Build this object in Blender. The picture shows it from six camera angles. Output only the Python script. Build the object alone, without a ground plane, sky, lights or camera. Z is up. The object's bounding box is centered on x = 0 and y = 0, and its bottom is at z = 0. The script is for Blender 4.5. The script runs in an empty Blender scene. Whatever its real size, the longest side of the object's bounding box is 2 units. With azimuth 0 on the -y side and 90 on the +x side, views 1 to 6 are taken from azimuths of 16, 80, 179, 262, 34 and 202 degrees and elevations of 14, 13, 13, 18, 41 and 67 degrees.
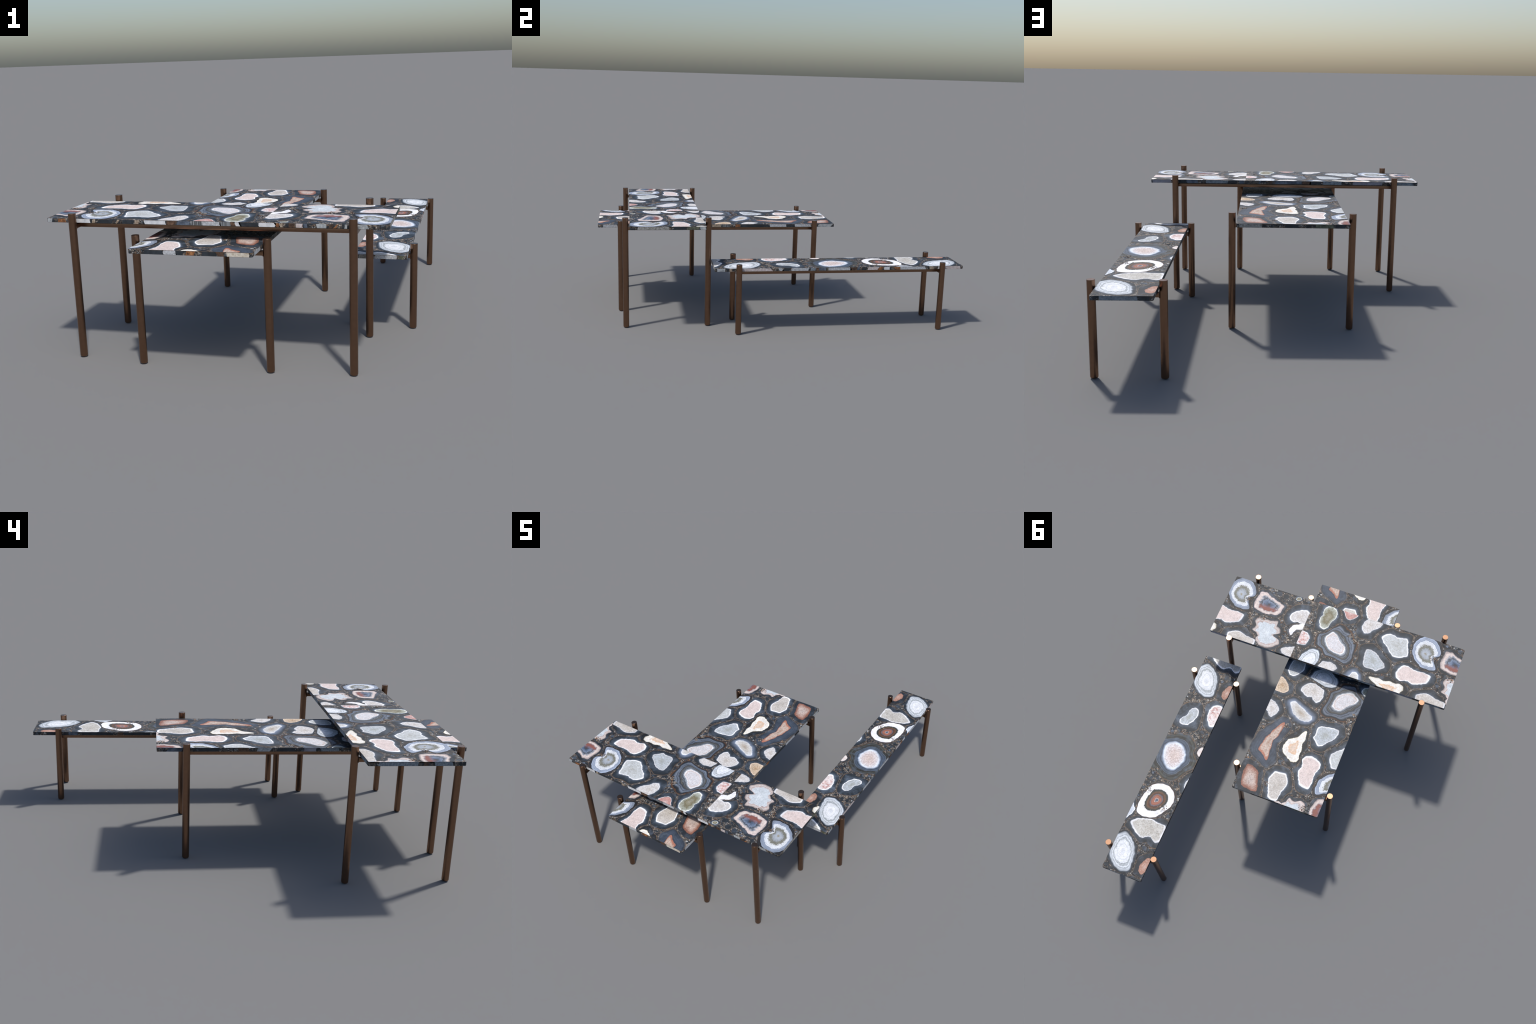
"""Three overlapping low tables: slabs of agate conglomerate (sliced stones set in a
dark crumbly matrix) carried by bronze frames with round legs that rise past the slab."""
import bpy, bmesh, math
import numpy as np
from mathutils import Vector, Matrix

rng = np.random.default_rng(11)
MM = 0.001

# ------------------------------------------------------------------ dimensions (metres)
SLAB_THICK = 0.0170
SLAB_DROP = 0.0256          # slab top below the leg tops
RAIL_GAP = 0.0042           # shadow gap between slab and frame
RAIL_H = 0.0165
LEG_R = 0.0157
CORNER_R = 0.0065
DOME = 0.0009               # polish dome of one stone; also the radial coordinate of its bands
INLAY = 0.0003              # inlays stand this much proud of the slab
PERIOD = 1.111              # the stone pattern repeats along the slab
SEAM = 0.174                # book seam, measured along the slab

# pattern coordinates: s along the slab, t across it.
TABLES = [
    dict(label="high narrow table with agate slab top and bronze legs", turn=0.0, origin=(0.0, 0.0),
         s=(-0.7203, 0.6600), t=(-0.8225, -0.4265), legs_s=(-0.5940, 0.5332), legs_t=(-0.8451, -0.4040),
         leg_top=0.6015, sheet="coarse", name="tall"),
    dict(label="wide middle table with agate slab top and bronze legs", turn=-math.pi / 2, origin=(0.4022, -0.3396),
         s=(-0.7203, 0.6599), t=(-0.6927, -0.2095), legs_s=(-0.5940, 0.5334), legs_t=(-0.7157, -0.1871),
         leg_top=0.5265, sheet="coarse", name="wide"),
    dict(label="low narrow bench table with agate slab and bronze legs", turn=-math.pi / 2, origin=(0.0, 0.2789),
         s=(-0.7207, 0.6600), t=(0.4600, 0.6850), legs_s=(-0.5911, 0.5349), legs_t=(0.4401, 0.7045),
         leg_top=0.3803, sheet="bench", name="low"),
]


# ------------------------------------------------------------------ materials
def lin(c):
    v = np.asarray(c, float) / 255.0
    return np.where(v <= 0.04045, v / 12.92, ((v + 0.055) / 1.055) ** 2.4)


def tone(c, k=0.87):
    c = np.asarray(c, float)
    if c[2] > c[0]:                               # the sky already adds blue: keep cool stones grayer
        c = c + 0.22 * (c.mean() - c)
    r = np.clip(lin(c) * k, 0, 1)
    return (float(r[0]), float(r[1]), float(r[2]), 1.0)


class Nodes:
    """tiny helper for wiring shader nodes"""

    def __init__(self, name):
        self.mat = bpy.data.materials.new(name)
        self.mat.use_nodes = True
        self.nt = self.mat.node_tree
        self.bsdf = next(n for n in self.nt.nodes if n.type == "BSDF_PRINCIPLED")

    def new(self, kind, **props):
        n = self.nt.nodes.new(kind)
        for k, v in props.items():
            setattr(n, k, v)
        return n

    def link(self, a, b):
        self.nt.links.new(a, b)

    def math(self, op, a, b=None, clamp=False):
        n = self.new("ShaderNodeMath", operation=op)
        n.use_clamp = clamp
        for i, v in enumerate((a, b)):
            if v is None:
                continue
            if isinstance(v, (int, float)):
                n.inputs[i].default_value = v
            else:
                self.link(v, n.inputs[i])
        return n.outputs[0]

    def maprange(self, x, a, b, c, d):
        n = self.new("ShaderNodeMapRange")
        self.link(x, n.inputs[0])
        for i, v in enumerate((a, b, c, d)):
            n.inputs[i + 1].default_value = v
        return n.outputs[0]

    def noise(self, vec, scale, detail=3.0, rough=0.55, w=None):
        n = self.new("ShaderNodeTexNoise", noise_dimensions="4D" if w is not None else "3D")
        self.link(vec, n.inputs["Vector"])
        n.inputs["Scale"].default_value = scale
        n.inputs["Detail"].default_value = detail
        n.inputs["Roughness"].default_value = rough
        if w is not None:
            self.link(w, n.inputs["W"])
        return n.outputs["Fac"]

    def ramp(self, fac, stops, k=0.88, constant=False):
        n = self.new("ShaderNodeValToRGB")
        cr = n.color_ramp
        cr.interpolation = "CONSTANT" if constant else "LINEAR"
        while len(cr.elements) < len(stops):
            cr.elements.new(0.5)
        for e, (p, c) in zip(cr.elements, stops):
            e.position = p
        for e, (p, c) in zip(cr.elements, stops):
            e.color = tone(c, k)
        self.link(fac, n.inputs[0])
        return n.outputs[0]

    def mix(self, fac, a, b, mode="MIX"):
        n = self.new("ShaderNodeMix", data_type="RGBA", blend_type=mode)
        for sock, v in ((n.inputs[0], fac), (n.inputs[6], a), (n.inputs[7], b)):
            if isinstance(v, (int, float)):
                sock.default_value = v
            elif isinstance(v, tuple):
                sock.default_value = v
            else:
                self.link(v, sock)
        return n.outputs[2]

    def scale_color(self, col, fac):
        n = self.new("ShaderNodeVectorMath", operation="SCALE")
        self.link(col, n.inputs[0])
        self.link(fac, n.inputs["Scale"])
        return n.outputs[0]


POLISH = dict(rough=0.64, spec=0.5)


def finish(N, color):
    N.link(color, N.bsdf.inputs["Base Color"])
    N.bsdf.inputs["Roughness"].default_value = POLISH["rough"]
    N.bsdf.inputs["Specular IOR Level"].default_value = POLISH["spec"]
    return N.mat


def flat_coords(N):
    """object coordinates without the height, so that stone grain runs straight down"""
    tc = N.new("ShaderNodeTexCoord")
    sep = N.new("ShaderNodeSeparateXYZ")
    N.link(tc.outputs["Object"], sep.inputs[0])
    com = N.new("ShaderNodeCombineXYZ")
    N.link(sep.outputs[0], com.inputs[0])
    N.link(sep.outputs[1], com.inputs[1])
    return tc, sep, com.outputs[0]


def stone_material(name, stops, warp=0.03, warp_scale=28.0, grain=0.55, grain_scale=210.0,
                   flecks=None, fleck_amount=0.6, streaks=0.9, rim_shiver=0.07, bands=0.0, band_freq=120.0, tilt=None, needles=None):
    """A sliced stone. Height on the polish dome runs from the rind (0) over the rim of the
    core (0.5) to the heart (1); a ramp on it gives the shells, noise makes them wander."""
    N = Nodes(name)
    tc, sep, flat = flat_coords(N)
    oi = N.new("ShaderNodeObjectInfo")
    w = N.math("MULTIPLY", oi.outputs["Random"], 20.0)
    p = N.math("MULTIPLY", sep.outputs[2], 1.0 / DOME)
    wob = N.math("SUBTRACT", N.noise(flat, warp_scale, 4.0, 0.6, w), 0.5)
    edge_keep = N.maprange(N.math("ABSOLUTE", N.math("SUBTRACT", p, 0.5)), 0.0, 0.16, 0.30, 1.0)
    q = N.math("ADD", p, N.math("MULTIPLY", N.math("MULTIPLY", wob, warp * 2.6), edge_keep))
    shiver = N.math("MULTIPLY", N.math("SUBTRACT", N.noise(flat, 105.0, 3.0, 0.65, w), 0.5), N.maprange(p, 0.50, 0.53, 0.0, rim_shiver))
    q = N.math("ADD", q, shiver)
    if needles:                                   # radial needles breaking the shells near their inner side
        q = N.math("ADD", q, N.math("MULTIPLY", N.math("SUBTRACT", N.noise(flat, needles, 2.0, 0.7), 0.5),
                                    N.maprange(p, 0.62, 0.70, 0.0, 0.20)))
    col = N.ramp(q, stops)
    if tilt:                                      # a second colour coming in from one side of the heart
        side = N.math("ADD", sep.outputs[tilt["axis"]], N.math("MULTIPLY", wob, 0.03))
        m = N.math("MULTIPLY", N.maprange(side, tilt["from"], tilt["to"], 0.0, 1.0), N.maprange(q, tilt["p0"], tilt["p1"], 0.0, 1.0))
        col = N.mix(m, col, tone(tilt["color"]))
    inside = N.maprange(p, 0.52, 0.58, 0.0, 1.0)
    streak = N.maprange(N.noise(flat, 24.0, 5.0, 0.6, w), 0.48, 0.66, 0.0, 0.8)
    col = N.mix(N.math("MULTIPLY", N.math("MULTIPLY", streak, N.math("SUBTRACT", 1.0, inside)), N.maprange(p, 0.40, 0.47, streaks, 0.0)),
                col, tone((84, 98, 116)))
    if flecks is not None:                        # crystal flecks in the core
        f = N.noise(flat, grain_scale * 0.62, 5.0, 0.75, w)
        m = N.math("MULTIPLY", N.maprange(f, 0.47, 0.60, 0.0, fleck_amount), inside)
        col = N.mix(m, col, tone(flecks))
    g = N.noise(flat, grain_scale, 4.0, 0.7, w)
    gv = N.math("ADD", 1.0, N.math("MULTIPLY", N.math("MULTIPLY", N.math("SUBTRACT", g, 0.5), grain * 2.2), inside))
    cloud = N.maprange(N.noise(flat, 22.0, 2.0, 0.5, w), 0.3, 0.7, 0.70, 1.22)
    v = N.math("MULTIPLY", gv, N.math("ADD", N.math("MULTIPLY", cloud, N.math("SUBTRACT", 1.0, inside)), inside))
    if bands:                                     # thin growth lines in the rind
        s = N.math("SINE", N.math("MULTIPLY", q, band_freq))
        s2 = N.math("MULTIPLY", N.math("MULTIPLY", s, bands), N.math("SUBTRACT", 1.0, inside))
        v = N.math("ADD", v, s2)
    core_cloud = N.maprange(N.noise(flat, 48.0, 3.0, 0.6, w), 0.3, 0.7, 0.86, 1.12)
    v = N.math("MULTIPLY", v, N.math("ADD", N.math("MULTIPLY", core_cloud, inside), N.math("SUBTRACT", 1.0, inside)))
    shade = N.maprange(oi.outputs["Random"], 0.0, 1.0, 0.72, 1.30)
    v = N.math("MULTIPLY", v, N.math("ADD", inside, N.math("MULTIPLY", shade, N.math("SUBTRACT", 1.0, inside))))
    return finish(N, N.scale_color(col, v))


SLATE0, SLATE1, SLATE2, SLATE3 = (30, 38, 46), (38, 48, 58), (58, 70, 85), (110, 123, 141)
SEAMLINE = (98, 80, 62)
WHITE = (248, 248, 252)


def shells(core, heart, rim=WHITE, rind=(SLATE0, SLATE1, SLATE2), rimw=0.022, line=SEAMLINE, halo=SLATE3):
    return [(0.0, line), (0.035, line), (0.06, rind[0]), (0.24, rind[1]), (0.40, rind[2]), (0.475, halo),
            (0.497, rim), (0.50 + rimw, rim), (0.52 + rimw * 1.3, core), (0.74, core), (1.0, heart)]


MATS = {}


def build_materials():
    S = stone_material
    M = MATS
    M["gray_druse"] = S("gray_druse_agate", shells((203, 209, 213), (188, 191, 190)), flecks=(160, 158, 148), bands=0.05)
    M["warm_druse"] = S("warm_gray_druse_agate", shells((210, 205, 200), (196, 190, 183)), flecks=(168, 156, 142))
    M["white_druse"] = S("white_druse_agate", shells((224, 222, 222), (206, 200, 194)), flecks=(172, 160, 148))
    M["bench_druse"] = S("gray_crystal_agate", shells((208, 206, 201), (194, 190, 183), rimw=0.035), flecks=(146, 134, 118), fleck_amount=0.6)
    M["pale_blue"] = S("pale_blue_agate", shells((192, 201, 211), (170, 175, 173), halo=(70, 84, 102)), flecks=(150, 152, 142), bands=0.12, band_freq=60)
    M["pink"] = S("pink_druse_agate", shells((228, 213, 209), (222, 206, 201), rimw=0.026), flecks=(204, 180, 174), fleck_amount=0.5)
    M["pink_white"] = S("pink_veined_agate", shells((240, 232, 232), (232, 208, 203), rind=(SLATE0, SLATE1, (62, 78, 96)), halo=(130, 140, 156)),
                        flecks=(186, 110, 98), fleck_amount=0.8, grain_scale=95)
    M["rose"] = S("rose_agate", shells((204, 158, 150), (228, 208, 206), rimw=0.012, halo=(60, 66, 78)), flecks=(170, 104, 94))
    M["crescent"] = S("needle_geode_agate",
                      [(0.0, SEAMLINE), (0.08, (28, 30, 36)), (0.30, (46, 44, 46)), (0.44, (24, 28, 36)), (0.488, (40, 48, 60)), (0.497, (150, 166, 192)),
                       (0.535, (146, 160, 184)), (0.543, (120, 136, 162)), (0.556, (152, 166, 190)), (0.604, (142, 157, 182)), (0.612, (240, 243, 250)),
                       (0.622, (240, 243, 250)), (0.630, (190, 203, 222)), (0.64, (222, 228, 236)), (0.695, (226, 230, 236)), (0.735, (122, 122, 110)),
                       (0.79, (126, 126, 116)), (0.85, (160, 168, 178)), (0.93, (176, 186, 200)), (0.97, (168, 170, 166)), (1.0, (140, 124, 88))],
                      warp=0.03, grain=0.22, needles=150.0, streaks=0.0)
    M["blue_halo"] = S("blue_halo_agate",
                       [(0.0, SEAMLINE), (0.06, SLATE1), (0.16, (48, 58, 72)), (0.26, (88, 102, 126)), (0.36, (104, 120, 146)), (0.47, (136, 152, 178)), (0.492, (160, 174, 198)),
                        (0.512, (238, 240, 246)), (0.56, (222, 224, 226)), (0.78, (206, 202, 196)), (1.0, (176, 162, 146))], flecks=(170, 156, 140))
    M["cream"] = S("cream_heart_agate",
                   [(0.0, SEAMLINE), (0.08, (22, 25, 30)), (0.40, (30, 33, 38)), (0.488, (58, 54, 50)), (0.502, (226, 216, 190)), (0.53, (242, 240, 234)),
                    (0.74, (246, 244, 240)), (0.80, (226, 184, 148)), (0.85, (230, 204, 184)), (1.0, (236, 216, 202))], warp=0.13, warp_scale=60, flecks=(222, 196, 164), fleck_amount=0.45)
    M["swirl"] = S("banded_eye_agate",
                   [(0.0, (92, 62, 40)), (0.03, (92, 62, 40)), (0.05, (26, 31, 38)), (0.10, (40, 48, 58)), (0.14, (104, 116, 134)), (0.18, (112, 126, 146)), (0.205, (58, 66, 78)),
                    (0.235, (110, 122, 142)), (0.27, (72, 82, 98)), (0.30, (44, 46, 48)), (0.325, (104, 102, 96)), (0.35, (50, 52, 54)), (0.375, (116, 124, 134)),
                    (0.40, (62, 66, 72)), (0.43, (96, 106, 120)), (0.46, (150, 160, 172)), (0.492, (168, 176, 186)), (0.505, WHITE), (0.545, WHITE),
                    (0.556, (206, 168, 158)), (0.572, (222, 214, 212)), (0.64, (224, 224, 230)), (1.0, (216, 216, 222))],
                   warp=0.085, warp_scale=18, flecks=(196, 182, 180), streaks=0.0)
    M["olive"] = S("olive_druse_agate",
                   [(0.0, SEAMLINE), (0.06, SLATE0), (0.25, SLATE1), (0.38, (64, 78, 98)), (0.478, SLATE3), (0.50, (238, 240, 236)), (0.52, (230, 232, 226)),
                    (0.545, (180, 184, 174)), (0.66, (160, 163, 148)), (0.74, (122, 114, 88)), (0.82, (140, 134, 110)), (1.0, (166, 163, 150))], warp=0.16,
                   warp_scale=46, flecks=(124, 116, 88), fleck_amount=0.7)
    M["lace"] = S("white_lace_agate",
                  [(0.0, SEAMLINE), (0.05, SLATE0), (0.3, (40, 48, 58)), (0.45, (96, 108, 122)), (0.495, (140, 152, 166)), (0.52, (206, 216, 228)), (0.56, (214, 222, 232)),
                   (0.573, (140, 150, 160)), (0.592, (212, 220, 230)), (0.625, (220, 227, 236)), (0.637, (134, 144, 150)), (0.652, (206, 214, 222)), (0.667, (134, 144, 150)),
                   (0.685, (222, 228, 236)), (0.75, (234, 238, 246)), (0.80, (214, 221, 230)), (0.815, (244, 247, 252)), (0.86, (230, 235, 243)),
                   (0.874, (252, 252, 255)), (0.90, (230, 234, 242)), (1.0, (214, 220, 230))], warp=0.06, warp_scale=30)
    M["tan"] = S("tan_druse_agate", shells((214, 194, 170), (198, 168, 134), rim=(226, 206, 186), halo=(66, 60, 56)), flecks=(140, 100, 62), fleck_amount=0.6)
    M["salmon"] = S("salmon_edged_agate",
                    [(0.0, SEAMLINE), (0.06, (40, 50, 64)), (0.18, (54, 66, 84)), (0.36, (60, 73, 92)), (0.46, (54, 64, 80)), (0.492, (70, 70, 78)),
                     (0.502, (176, 112, 90)), (0.55, (184, 128, 106)), (0.60, (206, 184, 170)), (0.80, (204, 188, 176)), (1.0, (180, 150, 130))],
                    flecks=(150, 96, 70), bands=0.10, band_freq=55)
    M["russet"] = S("russet_druse_agate",
                    [(0.0, SEAMLINE), (0.06, SLATE0), (0.3, (30, 38, 48)), (0.48, (36, 42, 50)), (0.502, (138, 92, 76)), (0.55, (146, 98, 82)),
                     (0.62, (180, 144, 130)), (0.74, (204, 184, 174)), (1.0, (198, 184, 178))], warp=0.14, flecks=(128, 84, 66), fleck_amount=0.5)
    M["russet_plain"] = S("plain_russet_agate",
                          [(0.0, SEAMLINE), (0.06, SLATE0), (0.3, (32, 38, 48)), (0.48, (40, 44, 52)), (0.502, (182, 136, 116)), (0.60, (168, 118, 98)),
                           (0.8, (178, 134, 116)), (1.0, (206, 178, 166))], warp=0.06, flecks=(198, 170, 158), fleck_amount=0.7)
    M["star"] = S("rose_edged_blue_agate",
                  [(0.0, SEAMLINE), (0.08, SLATE0), (0.35, SLATE1), (0.47, (44, 50, 62)), (0.515, (186, 170, 168)), (0.56, (220, 207, 200)), (0.615, (222, 205, 198)),
                   (0.665, (150, 158, 172)), (0.74, (46, 54, 68)), (0.78, (120, 138, 166)), (0.86, (92, 112, 144)), (0.93, (60, 76, 100)), (1.0, (74, 62, 62))],
                  warp=0.13, warp_scale=60, tilt=dict(axis=1, **{"from": 0.0, "to": 0.022}, p0=0.62, p1=0.70, color=(140, 86, 76)))
    M["cloud"] = S("cloudy_ice_agate",
                   [(0.0, SEAMLINE), (0.08, SLATE0), (0.3, SLATE1), (0.45, (50, 54, 62)), (0.50, (170, 152, 148)), (0.53, (216, 203, 197)), (0.575, (220, 207, 200)),
                    (0.60, (190, 158, 146)), (0.635, (212, 217, 223)), (0.70, (206, 216, 224)), (1.0, (222, 229, 235))], warp=0.07, warp_scale=40,
                   flecks=(176, 190, 202))
    M["porcelain"] = S("white_porcelain_agate",
                       [(0.0, SEAMLINE), (0.06, SLATE0), (0.3, (40, 40, 44)), (0.46, (96, 62, 40)), (0.497, (110, 74, 48)), (0.51, (246, 246, 252)), (1.0, (246, 246, 250))],
                       grain=0.03)
    M["ringed"] = S("white_ring_agate",
                    [(0.0, SEAMLINE), (0.05, (74, 66, 58)), (0.2, (40, 44, 50)), (0.40, (58, 46, 38)), (0.44, (104, 66, 40)), (0.492, (92, 58, 36)), (0.504, (246, 246, 252)),
                     (0.665, (250, 250, 254)), (0.683, (40, 42, 40)), (0.715, (58, 62, 56)), (0.755, (112, 80, 58)), (0.80, (80, 50, 38)), (0.838, (112, 110, 120)),
                     (0.856, (150, 90, 70)), (0.90, (172, 112, 92)), (0.925, (148, 88, 70)), (0.945, (206, 184, 176)), (0.957, (92, 108, 130)), (1.0, (72, 88, 110))],
                    warp=0.028, warp_scale=45, grain=0.08)
    M["eye"] = S("olive_eye_agate",
                 [(0.0, (92, 74, 54)), (0.03, (92, 74, 54)), (0.06, (42, 44, 42)), (0.14, (70, 72, 66)), (0.18, (40, 38, 34)), (0.25, (56, 56, 52)), (0.275, (28, 30, 34)),
                  (0.29, (112, 126, 142)), (0.305, (52, 66, 84)), (0.38, (74, 90, 112)), (0.42, (42, 54, 72)), (0.47, (120, 138, 164)), (0.505, (196, 208, 226)),
                  (0.56, (232, 236, 244)), (0.66, (234, 227, 228)), (0.80, (226, 212, 208)), (1.0, (218, 203, 196))], warp=0.03, flecks=(160, 124, 114), fleck_amount=0.6)
    M["sliver"] = S("pale_blush_agate", shells((236, 228, 224), (228, 208, 202), rim=(226, 212, 206), halo=(78, 50, 38), rind=(SLATE0, SLATE1, (58, 44, 38))), grain=0.06)
    M["ice"] = S("pale_ice_agate", shells((206, 216, 230), (220, 226, 236), halo=(90, 106, 130)), grain=0.06)

    # plain pieces: chips, edge cuts and gravel
    def plain(name, stops, scale=60.0, k=0.80, stretch=None):
        N = Nodes(name)
        tc = N.new("ShaderNodeTexCoord")
        oi = N.new("ShaderNodeObjectInfo")
        mp = N.new("ShaderNodeMapping")
        N.link(tc.outputs["Object"], mp.inputs[0])
        if stretch:
            mp.inputs["Scale"].default_value = stretch
        f = N.noise(mp.outputs[0], scale, 5.0, 0.65, N.math("MULTIPLY", oi.outputs["Random"], 30.0))
        return finish(N, N.ramp(f, stops, k))

    M["c_navy"] = plain("dark_slate_chip", [(0.3, (24, 30, 37)), (0.5, (36, 45, 54)), (0.72, (56, 66, 77))], 30)
    M["c_dusk"] = plain("blue_slate_chip", [(0.3, (40, 49, 60)), (0.5, (58, 70, 85)), (0.7, (92, 106, 124))], 40)
    M["c_white"] = plain("white_chip", [(0.3, (196, 200, 206)), (0.55, (226, 228, 232)), (0.75, (244, 244, 248))], 60)
    M["c_pale"] = plain("pale_gray_chip", [(0.3, (120, 126, 132)), (0.5, (176, 182, 186)), (0.7, (214, 214, 212))], 50)
    M["c_druzy"] = plain("gray_crystal_chip", [(0.32, (142, 146, 150)), (0.5, (186, 190, 196)), (0.7, (224, 226, 232))], 160)
    M["c_warm"] = plain("warm_crystal_chip", [(0.32, (104, 102, 94)), (0.5, (156, 154, 148)), (0.7, (200, 198, 194))], 120)
    M["c_slate"] = plain("slate_crystal_chip", [(0.32, (84, 98, 112)), (0.5, (124, 138, 150)), (0.7, (160, 170, 180))], 130)
    M["c_blue"] = plain("blue_gray_chip", [(0.3, (44, 54, 68)), (0.5, (78, 92, 112)), (0.7, (124, 138, 158))], 34)
    M["c_pink"] = plain("blush_crystal_chip", [(0.32, (178, 160, 156)), (0.5, (204, 192, 190)), (0.7, (226, 220, 222))], 110)
    M["c_purple"] = plain("mauve_chip", [(0.28, (128, 92, 96)), (0.42, (140, 138, 152)), (0.7, (168, 168, 182))], 30)
    M["c_cream"] = plain("cream_crystal_chip", [(0.32, (170, 156, 136)), (0.5, (214, 204, 188)), (0.7, (236, 230, 220))], 110)
    M["c_beige"] = plain("beige_chip", [(0.3, (104, 88, 72)), (0.5, (160, 142, 122)), (0.7, (206, 194, 178))], 110)
    M["c_brown"] = plain("brown_chip", [(0.3, (40, 28, 20)), (0.5, (82, 58, 42)), (0.7, (134, 104, 82))], 70)
    M["c_orange"] = plain("amber_chip", [(0.3, (62, 42, 28)), (0.5, (140, 88, 48)), (0.68, (206, 150, 100))], 80)
    M["c_olive"] = plain("olive_chip", [(0.3, (44, 46, 40)), (0.5, (92, 96, 80)), (0.7, (140, 140, 118))], 60)
    M["c_banded"] = plain("banded_chip", [(0.30, (34, 38, 42)), (0.42, (112, 116, 118)), (0.47, (56, 62, 68)), (0.53, (150, 156, 160)), (0.6, (70, 74, 76)), (0.7, (120, 118, 108))],
                          60, stretch=(1.0, 0.05, 0.05))

    # crumbly matrix between the stones
    N = Nodes("crumbled_dark_matrix")
    tc = N.new("ShaderNodeTexCoord")
    bend = N.new("ShaderNodeTexNoise")
    N.link(tc.outputs["Object"], bend.inputs["Vector"])
    bend.inputs["Scale"].default_value = 70.0
    off = N.new("ShaderNodeVectorMath", operation="SCALE")
    N.link(bend.outputs["Color"], off.inputs[0])
    off.inputs["Scale"].default_value = 0.012
    vec = N.new("ShaderNodeVectorMath", operation="ADD")
    N.link(tc.outputs["Object"], vec.inputs[0])
    N.link(off.outputs[0], vec.inputs[1])

    def cells(scale):
        v = N.new("ShaderNodeTexVoronoi")
        v.inputs["Scale"].default_value = scale
        N.link(vec.outputs[0], v.inputs["Vector"])
        s = N.new("ShaderNodeSeparateColor")
        N.link(v.outputs["Color"], s.inputs[0])
        return s.outputs[0]

    small = N.ramp(cells(250.0), [(0.0, (26, 28, 32)), (0.18, (56, 50, 46)), (0.34, (108, 96, 86)), (0.50, (78, 72, 68)), (0.64, (126, 118, 108)),
                                  (0.78, (96, 72, 54)), (0.85, (160, 158, 154)), (0.94, (146, 112, 86)), (0.965, (190, 184, 176))], constant=True)
    big = N.ramp(cells(85.0), [(0.0, (30, 36, 43)), (0.40, (40, 48, 57)), (0.62, (84, 78, 72)), (0.74, (52, 52, 54)), (0.88, (78, 86, 95))], constant=True)
    sel = N.maprange(N.noise(tc.outputs["Object"], 42.0, 3.0), 0.46, 0.54, 0.0, 1.0)
    col = N.mix(sel, big, small)
    gv = N.maprange(N.noise(tc.outputs["Object"], 420.0, 4.0, 0.7), 0.3, 0.7, 0.55, 1.4)
    M["matrix"] = finish(N, N.scale_color(col, gv))

    # bronze
    N = Nodes("brown_bronze")
    tc = N.new("ShaderNodeTexCoord")
    f = N.noise(tc.outputs["Object"], 60.0, 3.0)
    N.link(N.ramp(f, [(0.3, (129, 100, 81)), (0.7, (134, 104, 84))], 1.0), N.bsdf.inputs["Base Color"])
    N.bsdf.inputs["Metallic"].default_value = 1.0
    N.bsdf.inputs["Roughness"].default_value = 0.31
    M["bronze"] = N.mat


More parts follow.
